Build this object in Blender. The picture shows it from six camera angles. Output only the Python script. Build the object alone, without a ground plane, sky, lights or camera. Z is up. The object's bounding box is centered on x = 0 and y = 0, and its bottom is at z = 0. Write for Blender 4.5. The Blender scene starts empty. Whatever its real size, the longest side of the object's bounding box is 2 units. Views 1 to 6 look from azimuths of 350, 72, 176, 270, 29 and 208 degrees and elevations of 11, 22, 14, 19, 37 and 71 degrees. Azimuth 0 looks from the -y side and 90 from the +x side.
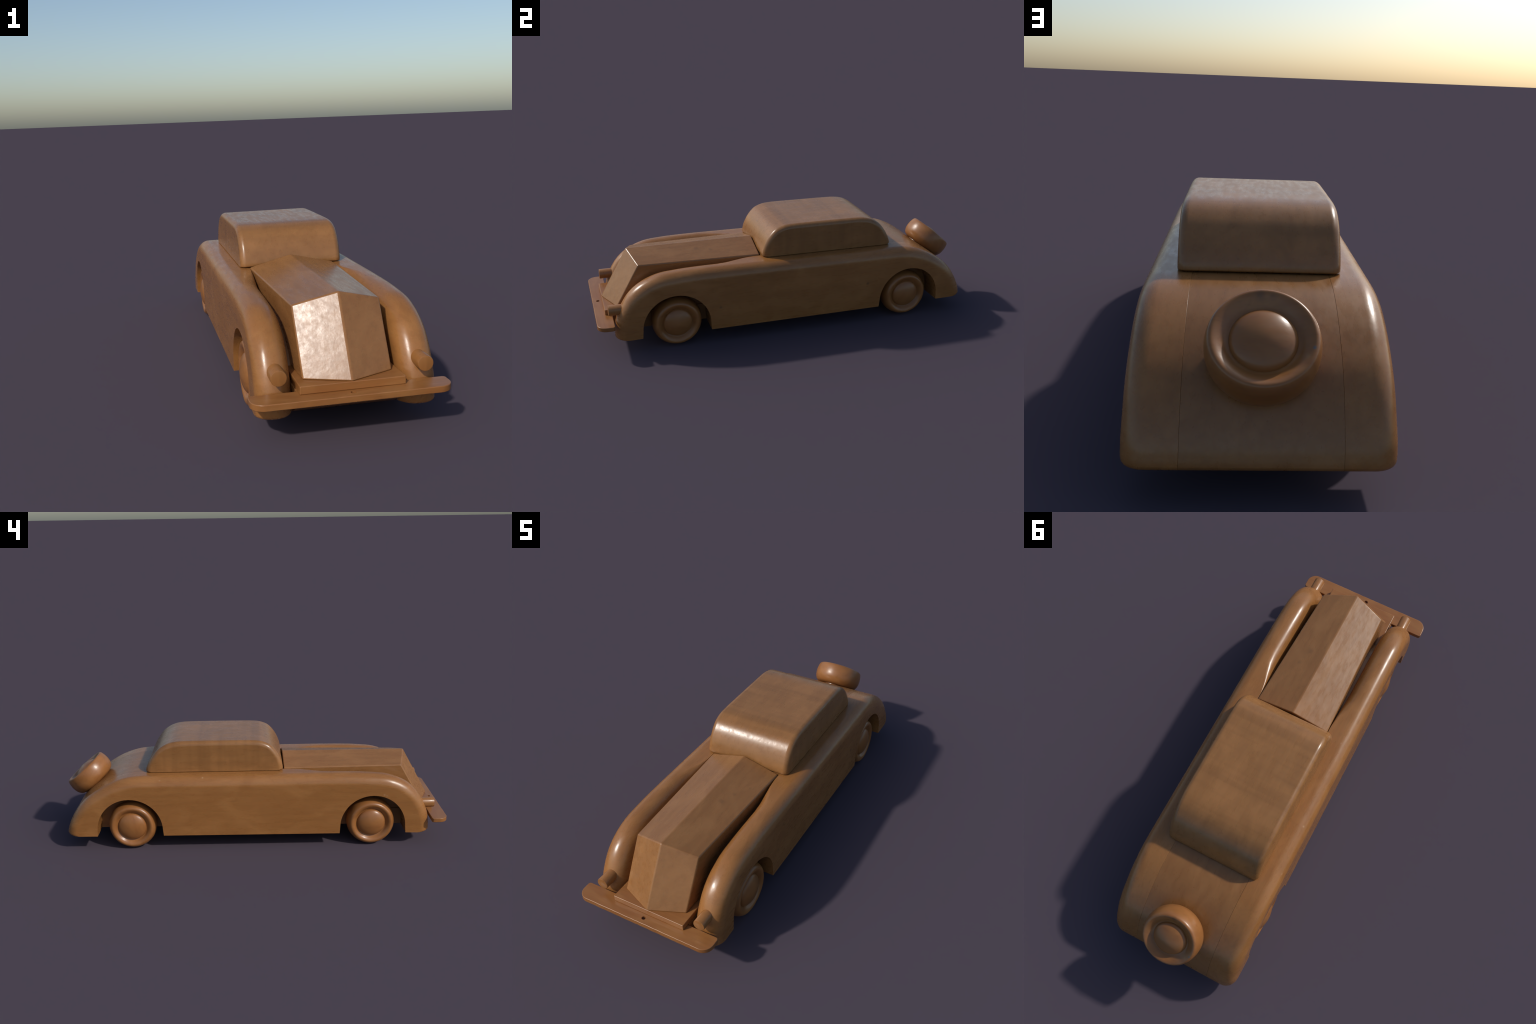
"""Wooden toy saloon car: laminated body (centre block + two shaped side panels),
faceted bonnet, rounded cabin, turned wheels, dowel headlamps, plank bumper."""
import bpy, bmesh, math, random
from mathutils import Vector, Matrix

random.seed(7)
scene = bpy.context.scene
CX = 0.009                      # the body sits a touch right of the bumper's middle

# ------------------------------------------------------------------ helpers
def spline(pts, n):
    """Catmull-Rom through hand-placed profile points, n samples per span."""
    out = []
    P = [Vector(p) for p in pts]
    P = [P[0] * 2 - P[1]] + P + [P[-1] * 2 - P[-2]]
    for i in range(1, len(P) - 2):
        p0, p1, p2, p3 = P[i - 1:i + 3]
        for k in range(n):
            t = k / n
            out.append(0.5 * ((2 * p1) + (p2 - p0) * t + (2 * p0 - 5 * p1 + 4 * p2 - p3) * t * t
                              + (3 * p1 - p0 - 3 * p2 + p3) * t ** 3))
    out.append(P[-2].copy())
    return out

def smooth(a, b, x):
    t = max(0.0, min(1.0, (x - a) / (b - a)))
    return t * t * (3 - 2 * t)

def finish(name, bm, mat, parent, smooth_angle=35, weighted=True, bevel=None):
    bmesh.ops.recalc_face_normals(bm, faces=bm.faces)
    flat = [f.index for f in bm.faces if f.tag] if not bm.faces.index_update() else []
    me = bpy.data.meshes.new(name)
    bm.to_mesh(me); bm.free()
    ob = bpy.data.objects.new(name, me)
    scene.collection.objects.link(ob)
    me.materials.append(mat)
    ob.parent = parent
    if bevel:
        m = ob.modifiers.new("edge_round", 'BEVEL')
        m.width = bevel; m.segments = 3; m.limit_method = 'ANGLE'; m.angle_limit = math.radians(20)
        m.harden_normals = False
    me.shade_smooth()
    for i in flat:
        me.polygons[i].use_smooth = False
    me.set_sharp_from_angle(angle=math.radians(smooth_angle))
    if weighted:
        w = ob.modifiers.new("face_normals", 'WEIGHTED_NORMAL')
        w.keep_sharp = True; w.weight = 60
    return ob

def loft_rings(bm, rings):
    """Skin closed rings of equal length and cap both ends."""
    V = [[bm.verts.new(p) for p in r] for r in rings]
    n = len(rings[0])
    for a, b in zip(V, V[1:]):
        for i in range(n):
            j = (i + 1) % n
            bm.faces.new((a[i], a[j], b[j], b[i]))
    for cap in (V[0], V[-1]):
        bm.faces.new(cap).tag = True
    return V

def lathe(name, profile, segs, mat, parent, axis_matrix, smooth_angle=50):
    """Turn an (r, h) profile round the local z axis."""
    bm = bmesh.new()
    rows = []
    for r, h in profile:
        if r < 1e-6:
            rows.append([bm.verts.new((0, 0, h))])
        else:
            rows.append([bm.verts.new((r * math.cos(2 * math.pi * k / segs), r * math.sin(2 * math.pi * k / segs), h))
                         for k in range(segs)])
    for a, b in zip(rows, rows[1:]):
        for k in range(segs):
            l = (k + 1) % segs
            if len(a) == 1:
                bm.faces.new((a[0], b[k], b[l]))
            elif len(b) == 1:
                bm.faces.new((a[k], a[l], b[0]))
            else:
                bm.faces.new((a[k], a[l], b[l], b[k]))
    ob = finish(name, bm, mat, parent, smooth_angle, weighted=False)
    ob.matrix_local = axis_matrix
    return ob

# ------------------------------------------------------------------ materials
def wood(name, base, dark, light, grain='Y', figure=1.0, bump=0.35, rough=0.34, spots=(), seed=0.0, curl=0.0):
    """Oiled hardwood: long streaks along the grain, wavy growth lines, blotches, pores, dents."""
    m = bpy.data.materials.new(name); m.use_nodes = True
    nt = m.node_tree; N = nt.nodes; L = nt.links
    bsdf = N['Principled BSDF']
    tc = N.new('ShaderNodeTexCoord')
    def mapped(scale, off=0.0):
        mp = N.new('ShaderNodeMapping')
        mp.inputs['Scale'].default_value = scale
        mp.inputs['Location'].default_value = (off + seed, off * 1.7 + seed * 2.3, off * 0.6 - seed)
        L.new(tc.outputs['Object'], mp.inputs['Vector'])
        return mp.outputs['Vector']
    def along(long_s, cross):
        return tuple(long_s if a == grain else cross for a in 'XYZ')
    def noise(vec, scale, detail=4, rough_=0.55, dist=0.0):
        t = N.new('ShaderNodeTexNoise')
        t.inputs['Scale'].default_value = scale; t.inputs['Detail'].default_value = detail
        t.inputs['Roughness'].default_value = rough_; t.inputs['Distortion'].default_value = dist
        L.new(vec, t.inputs['Vector'])
        return t.outputs['Fac']
    def remap(sock, a, b, lo=0.0, hi=1.0):
        r = N.new('ShaderNodeMapRange'); r.interpolation_type = 'SMOOTHSTEP'
        r.inputs['From Min'].default_value = a; r.inputs['From Max'].default_value = b
        r.inputs['To Min'].default_value = lo; r.inputs['To Max'].default_value = hi
        L.new(sock, r.inputs['Value'])
        return r.outputs['Result']
    def mix(fac, c1, c2, mode='MIX'):
        x = N.new('ShaderNodeMix'); x.data_type = 'RGBA'; x.blend_type = mode
        if hasattr(fac, 'node'): L.new(fac, x.inputs['Factor'])
        else: x.inputs['Factor'].default_value = fac
        for s, c in ((x.inputs['A'], c1), (x.inputs['B'], c2)):
            if hasattr(c, 'node'): L.new(c, s)
            else: s.default_value = (*c, 1)
        return x.outputs['Result']
    streak = noise(mapped(along(1.2, 16)), 3.0, 6, 0.6, 0.4)
    col = mix(remap(streak, 0.34, 0.70, 0.0, 0.60), base, dark)
    blotch = noise(mapped(along(2.0, 4.0), 3.1), 2.2, 3, 0.5, 1.1)
    col = mix(remap(blotch, 0.42, 0.70, 0.0, 0.70), col, light)
    # growth lines: bands of a slowly varying field, warped
    field = noise(mapped(along(0.8, 2.6), 7.7), 1.6, 2, 0.45, 0.5)
    ml = N.new('ShaderNodeMath'); ml.operation = 'MULTIPLY'; L.new(field, ml.inputs[0]); ml.inputs[1].default_value = 15.0
    fr = N.new('ShaderNodeMath'); fr.operation = 'PINGPONG'; L.new(ml.outputs[0], fr.inputs[0]); fr.inputs[1].default_value = 0.5
    col = mix(remap(fr.outputs[0], 0.0, 0.10, 0.28 * figure, 0.0), col, tuple(c * 0.62 for c in dark))
    # fine pores
    pore = noise(mapped(along(14, 190), 1.3), 1.0, 3, 0.6)
    col = mix(remap(pore, 0.55, 0.78, 0.0, 0.30), col, tuple(c * 0.6 for c in dark))
    # mottling: small warm and olive flecks in the oiled surface
    fleck = noise(mapped(along(0.5, 1.0), 6.1), 120.0, 4, 0.7)
    col = mix(remap(fleck, 0.50, 0.68, 0.0, 0.22), col, (base[0] * 1.08, base[1] * 0.86, base[2] * 0.9))
    col = mix(remap(fleck, 0.50, 0.32, 0.0, 0.25), col, (base[0] * 0.82, base[1] * 0.95, base[2] * 1.05))
    if curl:
        # cross-grain curl: narrow bands that stand across the grain
        across = tuple(26.0 if a == grain else 1.6 for a in 'XYZ')
        cu = noise(mapped(across, 5.0), 1.0, 4, 0.6, 0.2)
        col = mix(remap(cu, 0.36, 0.66, 0.0, curl), col, tuple(c * 0.72 for c in dark))
    # small knots, scuffs and flecks: (centre, radius, colour, strength)
    for c, rad, sc, strength in spots:
        sub = N.new('ShaderNodeVectorMath'); sub.operation = 'DISTANCE'
        L.new(tc.outputs['Object'], sub.inputs[0]); sub.inputs[1].default_value = c
        wob = noise(mapped((1, 1, 1), 9.0), 90.0, 3, 0.6)
        ad = N.new('ShaderNodeMath'); ad.operation = 'MULTIPLY_ADD'
        L.new(wob, ad.inputs[0]); ad.inputs[1].default_value = rad * 1.1; L.new(sub.outputs['Value'], ad.inputs[2])
        col = mix(remap(ad.outputs[0], rad * 0.5, rad * 1.7, strength, 0.0), col, sc)
    L.new(col, bsdf.inputs['Base Color'])
    # gloss and dents
    rg = noise(mapped(along(6, 24), 2.2), 2.5, 4, 0.6)
    L.new(remap(rg, 0.3, 0.7, rough - 0.05, rough + 0.06), bsdf.inputs['Roughness'])
    bsdf.inputs['Specular IOR Level'].default_value = 0.5
    d1 = noise(mapped(along(0.7, 1.0), 4.4), 34.0, 2.0, 0.4)
    b1 = N.new('ShaderNodeBump'); b1.inputs['Strength'].default_value = bump; b1.inputs['Distance'].default_value = 0.004
    L.new(d1, b1.inputs['Height'])
    b2 = N.new('ShaderNodeBump'); b2.inputs['Strength'].default_value = 0.05; b2.inputs['Distance'].default_value = 0.002
    L.new(pore, b2.inputs['Height']); L.new(b1.outputs['Normal'], b2.inputs['Normal'])
    L.new(b2.outputs['Normal'], bsdf.inputs['Normal'])
    return m

DARK_KNOT = (0.055, 0.030, 0.016)
SCUFF = (0.52, 0.34, 0.20)
BASE, DARK, LIGHT = (0.292, 0.124, 0.0355), (0.238, 0.096, 0.0265), (0.338, 0.150, 0.047)
def tint(c, k, g=1.0, b=1.0): return (c[0] * k, c[1] * k * g, c[2] * k * b)

mat_panel = wood("maple_side_panel", BASE, DARK, LIGHT, 'Y', 0.40, 0.06, 0.29, seed=1.3, spots=[
    ((0.303, -0.401, 0.190), 0.010, DARK_KNOT, 0.7), ((0.303, 0.393, 0.223), 0.011, DARK_KNOT, 0.75),
    ((0.303, 0.118, 0.208), 0.0028, (0.7, 0.6, 0.5), 0.9),
    ((-0.270, 0.472, 0.375), 0.006, SCUFF, 0.7), ((-0.27, 0.118, 0.372), 0.0045, SCUFF, 0.7),
    ((-0.262, 0.255, 0.385), 0.006, SCUFF, 0.5), ((-0.24, -0.148, 0.396), 0.005, SCUFF, 0.6),
    ((-0.285, -0.672, 0.285), 0.006, SCUFF, 0.45), ((-0.285, -0.684, 0.279), 0.005, SCUFF, 0.45)])
mat_centre = wood("maple_centre_block", tint(BASE, 0.93, 1.03, 1.12), tint(DARK, 0.93, 1.03, 1.12), tint(LIGHT, 0.95, 1.03, 1.1), 'Y', 0.35, 0.06, 0.31, seed=4.1)
mat_cab = wood("maple_cabin", tint(BASE, 0.95, 1.08, 1.22), tint(DARK, 0.95, 1.08, 1.22), tint(LIGHT, 0.97, 1.03, 1.1), 'Y', 0.3, 0.045, 0.30, seed=8.6, curl=0.34)
mat_hood = wood("maple_bonnet", tint(BASE, 0.93, 1.05, 1.2), tint(DARK, 0.92, 1.05, 1.2), tint(LIGHT, 0.93, 1.04, 1.15), 'Y', 0.2, 0.115, 0.29, seed=12.2, spots=[
    ((0.07, -0.47, 0.42), 0.020, DARK_KNOT, 0.30), ((0.09, -0.40, 0.415), 0.012, DARK_KNOT, 0.35)])
mat_board = wood("maple_board", tint(BASE, 0.92, 0.94, 0.92), tint(DARK, 0.92, 0.94), tint(LIGHT, 0.92), 'X', 0.3, 0.06, 0.33, seed=15.0)
mat_lamp = wood("maple_dowel", tint(BASE, 0.98), DARK, LIGHT, 'Y', 0.3, 0.06, 0.32, seed=19.0)
mat_tyre = wood("beech_tyre", tint(BASE, 0.98, 0.95, 0.95), tint(DARK, 0.98, 0.95), tint(LIGHT, 0.98, .97), 'X', 0.3, 0.04, 0.33, seed=23.0)
mat_hub = wood("beech_hubcap", tint(BASE, 0.96, 0.95, 0.98), tint(DARK, 0.98, 0.95), tint(LIGHT, 0.96), 'X', 0.3, 0.04, 0.34, seed=27.0)
mat_spare = wood("beech_spare_tyre", tint(BASE, 0.98, 0.95, 0.95), tint(DARK, 0.98, 0.95), tint(LIGHT, 0.98, .97), 'X', 0.3, 0.05, 0.33, seed=31.0,
                 spots=[((-0.104, 0.024, 0.104), 0.0055, (0.03, 0.12, 0.16), 0.75),
                        ((-0.090, 0.042, 0.099), 0.009, (0.36, 0.19, 0.07), 0.5),
                        ((0.008, -0.102, 0.103), 0.016, (0.09, 0.050, 0.026), 0.5), ((-0.02, -0.100, 0.103), 0.012, (0.09, 0.050, 0.026), 0.4)])

# ------------------------------------------------------------------ the car
car = bpy.data.objects.new("toy_car", None)
scene.collection.objects.link(car)
car["label"] = "brown wooden vintage toy car with spare wheel"
car["category"] = "toy car"

def floor_z(y):                 # the underside rises slightly to the rear
    return 0.0775 + 0.004 * y

# outline of the side, nose to tail (y, z)
NOSE = [(-0.9165, 0.094), (-0.9150, 0.122), (-0.9085, 0.162), (-0.894, 0.206), (-0.872, 0.250), (-0.846, 0.288),
        (-0.814, 0.320), (-0.776, 0.346), (-0.730, 0.367), (-0.680, 0.381), (-0.620, 0.387), (-0.545, 0.3915), (-0.45, 0.3935)]
TAIL = [(0.45, 0.3940), (0.520, 0.3940), (0.580, 0.3925), (0.640, 0.386), (0.700, 0.370), (0.760, 0.344), (0.815, 0.311),
        (0.864, 0.274), (0.905, 0.229), (0.936, 0.180), (0.957, 0.135), (0.966, 0.104)]

def top_curve(with_nose=True):
    """(y, z, inset direction) along the upper outline."""
    pts = []
    if with_nose:
        zb = 0.0725
        for k in range(7):      # rounded lower corner of the nose
            a = math.radians(-90 + 90 * k / 7)
            pts.append((-0.9020 - 0.0150 * math.cos(a), zb + 0.015 + 0.015 * math.sin(a), (1, 0)))
        c = spline(NOSE, 5)
        for i, p in enumerate(c):
            q = c[min(i + 1, len(c) - 1)] - c[max(i - 1, 0)]
            n = Vector((q.y, -q.x)).normalized()
            n.y *= smooth(0.10, 0.19, p.y)
            pts.append((p.x, p.y, tuple(n)))
        for k in range(1, 18):
            pts.append((-0.45 + 0.05 * k, 0.3940, (0, -1)))
    c = spline(TAIL, 5)
    for i, p in enumerate(c):
        q = c[min(i + 1, len(c) - 1)] - c[max(i - 1, 0)]
        n = Vector((q.y, -q.x)).normalized()
        n.y *= smooth(0.10, 0.20, p.y)          # keep the round-over level at the tail's lower edge
        pts.append((p.x, p.y, tuple(n)))
    zb = floor_z(0.95)
    for k in range(1, 9):       # rounded lower edge of the tail
        a = math.radians(5 - 95 * k / 8)
        pts.append((0.951 + 0.0165 * math.cos(a), zb + 0.0165 + 0.0165 * math.sin(a), (-1, 0)))
    return pts

ARCH_R, ARCH_Z = 0.1685, 0.1125
ARCHES = (0.636, -0.6175)

def bottom_curve():
    """Underside from tail to nose, with the two wheel arches cut in."""
    pts = []
    for yc in ARCHES:
        zb = floor_z(yc + ARCH_R)
        pts.append((yc + ARCH_R + 0.002, zb))
        for k in range(29):
            a = math.pi * k / 28
            pts.append((yc + ARCH_R * math.cos(a), ARCH_Z + ARCH_R * math.sin(a)))
        pts.append((yc - ARCH_R - 0.003, floor_z(yc - ARCH_R)))
        if yc > 0:
            pts += [(0.2, floor_z(0.2)), (-0.1, floor_z(-0.1))]
    return pts

def side_panel(sign, x_in, x_out):
    R_OUT, R_IN = 0.054, 0.059
    top, bottom = top_curve(), bottom_curve()
    rings = []
    K = 9
    def ring(x_fun, d_fun):
        r = [(x_fun(y), y + n[0] * d_fun(y), z + n[1] * d_fun(y)) for y, z, n in top]
        return r
    inner = lambda y: 0.0006 + (R_IN - 0.0006) * (1 - smooth(-0.40, -0.19, y))
    for k in range(K + 1):
        a = math.pi / 2 * k / K
        xf = lambda y, a=a: x_in + sign * inner(y) * (1 - math.cos(a))
        df = lambda y, a=a: 1.2 * inner(y) * (1 - math.sin(a))
        t = ring(xf, df)
        xb = x_in + sign * 0.0012 * (1 - math.cos(a)) if k < K else x_in + sign * 0.055
        rings.append(t + [(x_in + sign * 0.056 * (1 - math.cos(a)), y, z) for y, z in bottom])
    for k in range(K + 1):
        a = math.pi / 2 * k / K
        xf = lambda y, a=a: x_out - sign * R_OUT * (1 - math.sin(a))
        df = lambda y, a=a: R_OUT * (1 - math.cos(a))
        t = ring(xf, df)
        rings.append(t + [(x_out - sign * R_OUT * (1 - math.sin(a)), y, z) for y, z in bottom])
    bm = bmesh.new()
    loft_rings(bm, rings)
    return finish("side_panel", bm, mat_panel, car, 40)

right = side_panel(+1, 0.1790, 0.3045)
left = side_panel(-1, -0.1662, -0.2870)

# centre block: full height behind the bonnet, a low tongue under it
def centre_block():
    top = top_curve(False)
    prof = [(-0.915, 0.104), (-0.915, 0.1615), (-0.158, 0.1615), (-0.158, 0.3940), (0.0, 0.3940), (0.2, 0.3940), (0.4, 0.3940)]
    prof += [(y, z) for y, z, n in top]
    prof += [(0.5, floor_z(0.5)), (0.0, floor_z(0)), (-0.5, floor_z(-0.5)), (-0.86, floor_z(-0.86))]
    bm = bmesh.new()
    loft_rings(bm, [[(x, y, z) for y, z in prof] for x in (-0.1658, 0.1786)])
    return finish("centre_block", bm, mat_centre, car, 30)
centre_block()

# cabin
def cabin():
    prof = [(-0.157, 0.412), (-0.153, 0.432), (-0.144, 0.458), (-0.130, 0.486), (-0.112, 0.511), (-0.090, 0.532), (-0.064, 0.545),
            (-0.035, 0.5525), (0.00, 0.5555), (0.06, 0.5565), (0.2, 0.5570), (0.31, 0.5568), (0.374, 0.5553), (0.418, 0.5485),
            (0.455, 0.534), (0.488, 0.511), (0.514, 0.480), (0.535, 0.447), (0.548, 0.418)]
    c = spline(prof, 4)
    pts = []
    for i, p in enumerate(c):
        q = c[min(i + 1, len(c) - 1)] - c[max(i - 1, 0)]
        pts.append((p.x, p.y, Vector((q.y, -q.x)).normalized()))
    Z0 = 0.3970
    lo = [(-0.150, Z0, Vector((1, 0))), (-0.155, Z0 + 0.0015, Vector((1, 0))), (-0.1575, Z0 + 0.006, Vector((1, 0)))]
    hi = [(0.5515, Z0 + 0.006, Vector((-1, 0))), (0.549, Z0 + 0.0015, Vector((-1, 0))), (0.544, Z0, Vector((-1, 0)))]
    pts = lo + pts + hi
    R, K, xl, xr = 0.024, 8, -0.1985, 0.2185
    rings = []
    for side, x in ((-1, xl), (1, xr)):
        ks = range(K + 1) if side < 0 else range(K, -1, -1)
        for k in ks:
            a = math.pi / 2 * k / K
            rings.append([(x - side * R * (1 - math.cos(a)), y + n.x * R * (1 - math.sin(a)), z + n.y * R * (1 - math.sin(a)))
                          for y, z, n in pts])
    bm = bmesh.new()
    loft_rings(bm, rings)
    return finish("cabin", bm, mat_cab, car, 50)
cabin()

# bonnet: a ridge-roofed prism with a raked, V-shaped radiator
def bonnet():
    z0 = 0.1892
    bm = bmesh.new()
    v = lambda *p: bm.verts.new(p)
    ft = [v(-0.1415, -0.779, 0.396), v(0.005, -0.816, 0.4385), v(0.1535, -0.777, 0.397)]
    fb = [v(-0.1395, -0.897, z0), v(0.004, -0.955, z0), v(0.1525, -0.892, z0)]
    rt = [v(-0.1640, -0.163, 0.3985), v(0.003, -0.161, 0.4405), v(0.1775, -0.165, 0.400)]
    rb = [v(-0.1640, -0.163, z0), v(0.003, -0.161, z0), v(0.1775, -0.165, z0)]
    F = bm.faces.new
    F((ft[0], ft[1], fb[1], fb[0])); F((ft[1], ft[2], fb[2], fb[1]))
    F((ft[0], rt[0], rt[1], ft[1])); F((ft[1], rt[1], rt[2], ft[2]))
    F((ft[0], fb[0], rb[0], rt[0])); F((ft[2], rt[2], rb[2], fb[2]))
    F((rt[0], rb[0], rb[1], rt[1])); F((rt[1], rb[1], rb[2], rt[2]))
    F((fb[0], fb[1], rb[1], rb[0])); F((fb[1], fb[2], rb[2], rb[1]))
    return finish("bonnet", bm, mat_hood, car, 30, bevel=0.0048)
bonnet()

def slab(name, outline, z0, z1, mat, bevel, hole=None):
    bm = bmesh.new()
    loft_rings(bm, [[(x, y, z) for x, y in outline] for z in (z0, z1)])
    ob = finish(name, bm, mat, car, 30, bevel=bevel)
    return ob

# core under the bonnet that closes the slots beside it
def bonnet_core():
    prof = [(-0.76, 0.1865), (-0.735, 0.225), (-0.68, 0.270), (-0.60, 0.308), (-0.45, 0.322), (-0.175, 0.330), (-0.175, 0.1865)]
    bm = bmesh.new()
    loft_rings(bm, [[(x, y, z) for y, z in prof] for x in (-0.1655, 0.1783)])
    return finish("bonnet_core", bm, mat_centre, car, 30)
bonnet_core()

# base board the bonnet stands on
slab("base_board", [(-0.1615, -0.952), (0.1755, -0.952), (0.1755, -0.17), (-0.1615, -0.17)], 0.1620, 0.1885, mat_board, 0.0025)

# bumper plank with rounded front corners and a nail hole
def bumper():
    rc, xo, yf, yb = 0.046, 0.3175, -1.000, -0.918
    rb = 0.011
    out = [(xo - rb + rb * math.sin(math.pi / 12 * k), yb - rb + rb * math.cos(math.pi / 12 * k)) for k in range(7)]
    for k in range(11):
        a = math.pi / 2 * k / 10
        out.append((xo - rc + rc * math.cos(a), yf + rc - rc * math.sin(a)))
    n = 40
    for k in range(1, n):
        x = (xo - rc) * (1 - 2 * k / n)
        out.append((x, yf + random.uniform(0, 0.0012)))
    for k in range(11):
        a = math.pi / 2 * k / 10
        out.append((-xo + rc - rc * math.sin(a), yf + rc - rc * math.cos(a)))
    out += [(-xo + rb - rb * math.cos(math.pi / 12 * k), yb - rb + rb * math.sin(math.pi / 12 * k)) for k in range(7)]
    ob = slab("bumper", out, 0.1405, 0.1617, mat_board, 0.0024)
    bm = bmesh.new()
    bmesh.ops.create_cone(bm, cap_ends=True, segments=20, radius1=0.0088, radius2=0.0088, depth=0.05,
                          matrix=Matrix.Translation((0, -0.9725, 0.165)))
    me = bpy.data.meshes.new("hole_cutter"); bm.to_mesh(me); bm.free()
    cut = bpy.data.objects.new("hole_cutter", me); scene.collection.objects.link(cut)
    md = ob.modifiers.new("hole", 'BOOLEAN'); md.object = cut; md.operation = 'DIFFERENCE'; md.solver = 'EXACT'
    bpy.context.view_layer.update()
    dg = bpy.context.evaluated_depsgraph_get()
    baked = bpy.data.meshes.new_from_object(ob.evaluated_get(dg))
    ob.modifiers.clear(); ob.data = baked
    bpy.data.objects.remove(cut)
    return ob
bumper()

# headlamp dowels
def lamp_matrix(x, z):
    return Matrix.Translation((x, -0.942, z)) @ Matrix.Rotation(math.radians(-90), 4, 'X')
LAMP = [(0, 0), (0.0222, 0), (0.0245, 0.0008), (0.0255, 0.003), (0.0255, 0.11), (0, 0.11)]
for x, z in ((-0.2225, 0.2165), (0.2445, 0.2175)):
    lathe("headlamp", LAMP, 40, mat_lamp, car, lamp_matrix(x, z), 40)

# wheels: (radius, height above the inner face)
TYRE = [(0.0, 0.0), (0.060, 0.0), (0.092, 0.001), (0.105, 0.007), (0.115, 0.018), (0.1215, 0.034), (0.1240, 0.052), (0.1228, 0.069),
        (0.1190, 0.084), (0.1135, 0.095), (0.1070, 0.1025), (0.1000, 0.1050), (0.0930, 0.1030), (0.0870, 0.0990),
        (0.0825, 0.0945), (0.0785, 0.0905), (0.0750, 0.0880), (0.060, 0.0875), (0, 0.0875)]
SPARE = [(0.0, 0.0), (0.060, 0.0), (0.092, 0.001), (0.106, 0.008), (0.116, 0.020), (0.1225, 0.037), (0.1245, 0.055), (0.1240, 0.072),
         (0.1215, 0.088), (0.1180, 0.099), (0.1135, 0.1045), (0.1080, 0.1058), (0.1010, 0.1035), (0.0940, 0.0995),
         (0.0880, 0.0955), (0.0825, 0.0915), (0.0775, 0.0890), (0.060, 0.0875), (0, 0.0875)]
HUB = [(0.0728, 0.0870), (0.0725, 0.0895), (0.0705, 0.0940), (0.0662, 0.0990), (0.0595, 0.1037), (0.0500, 0.1083), (0.0380, 0.1122),
       (0.0245, 0.1152), (0.0110, 0.1172), (0, 0.1178)]
def smooth_profile(p, n=3):
    return [(max(0.0, q.x), q.y) for q in spline(p, n)]
def smooth_tyre(p): return p[:2] + smooth_profile(p[2:17]) + p[17:]
HUB_S = smooth_profile(HUB)

def wheel(name, mat_world, tyre_mat, tyre_profile=TYRE):
    e = bpy.data.objects.new(name, None)
    scene.collection.objects.link(e); e.parent = car
    e.matrix_local = mat_world
    lathe("tyre", smooth_tyre(tyre_profile), 96, tyre_mat, e, Matrix.Identity(4), 70)
    lathe("hubcap", HUB_S, 72, mat_hub, e, Matrix.Identity(4), 70)
    return e
RW = 0.1240
for y in (0.628, -0.612):
    wheel("wheel", Matrix.Translation((-0.1725, y, RW)) @ Matrix.Rotation(math.radians(-90), 4, 'Y') @ Matrix.Rotation(random.uniform(0, 6), 4, 'Z'), mat_tyre)
    wheel("wheel", Matrix.Translation((0.1870, y, RW)) @ Matrix.Rotation(math.radians(90), 4, 'Y') @ Matrix.Rotation(random.uniform(0, 6), 4, 'Z'), mat_tyre)
    lathe("axle", [(0, 0), (0.018, 0), (0.018, 0.40), (0, 0.40)], 32, mat_lamp, car,
          Matrix.Translation((0.0065 - 0.20, y, RW)) @ Matrix.Rotation(math.radians(90), 4, 'Y'))

# spare wheel leaning on the sloping boot
ax = Vector((0, math.cos(math.radians(49.8)), math.sin(math.radians(49.8))))
crest = Vector((0.0092, 0.9140, 0.3640))
back = crest - ax * 0.1055
rot = Matrix((Vector((1, 0, 0)), Vector((0, 0, 1)).cross(ax) * 0 + ax.cross(Vector((1, 0, 0))), ax)).transposed().to_4x4()
wheel("spare_wheel", Matrix.Translation(back) @ rot, mat_spare, SPARE)
lathe("spare_peg", [(0, 0), (0.072, 0), (0.072, 0.047), (0, 0.047)], 32, mat_lamp, car, Matrix.Translation(back - ax * 0.045) @ rot)
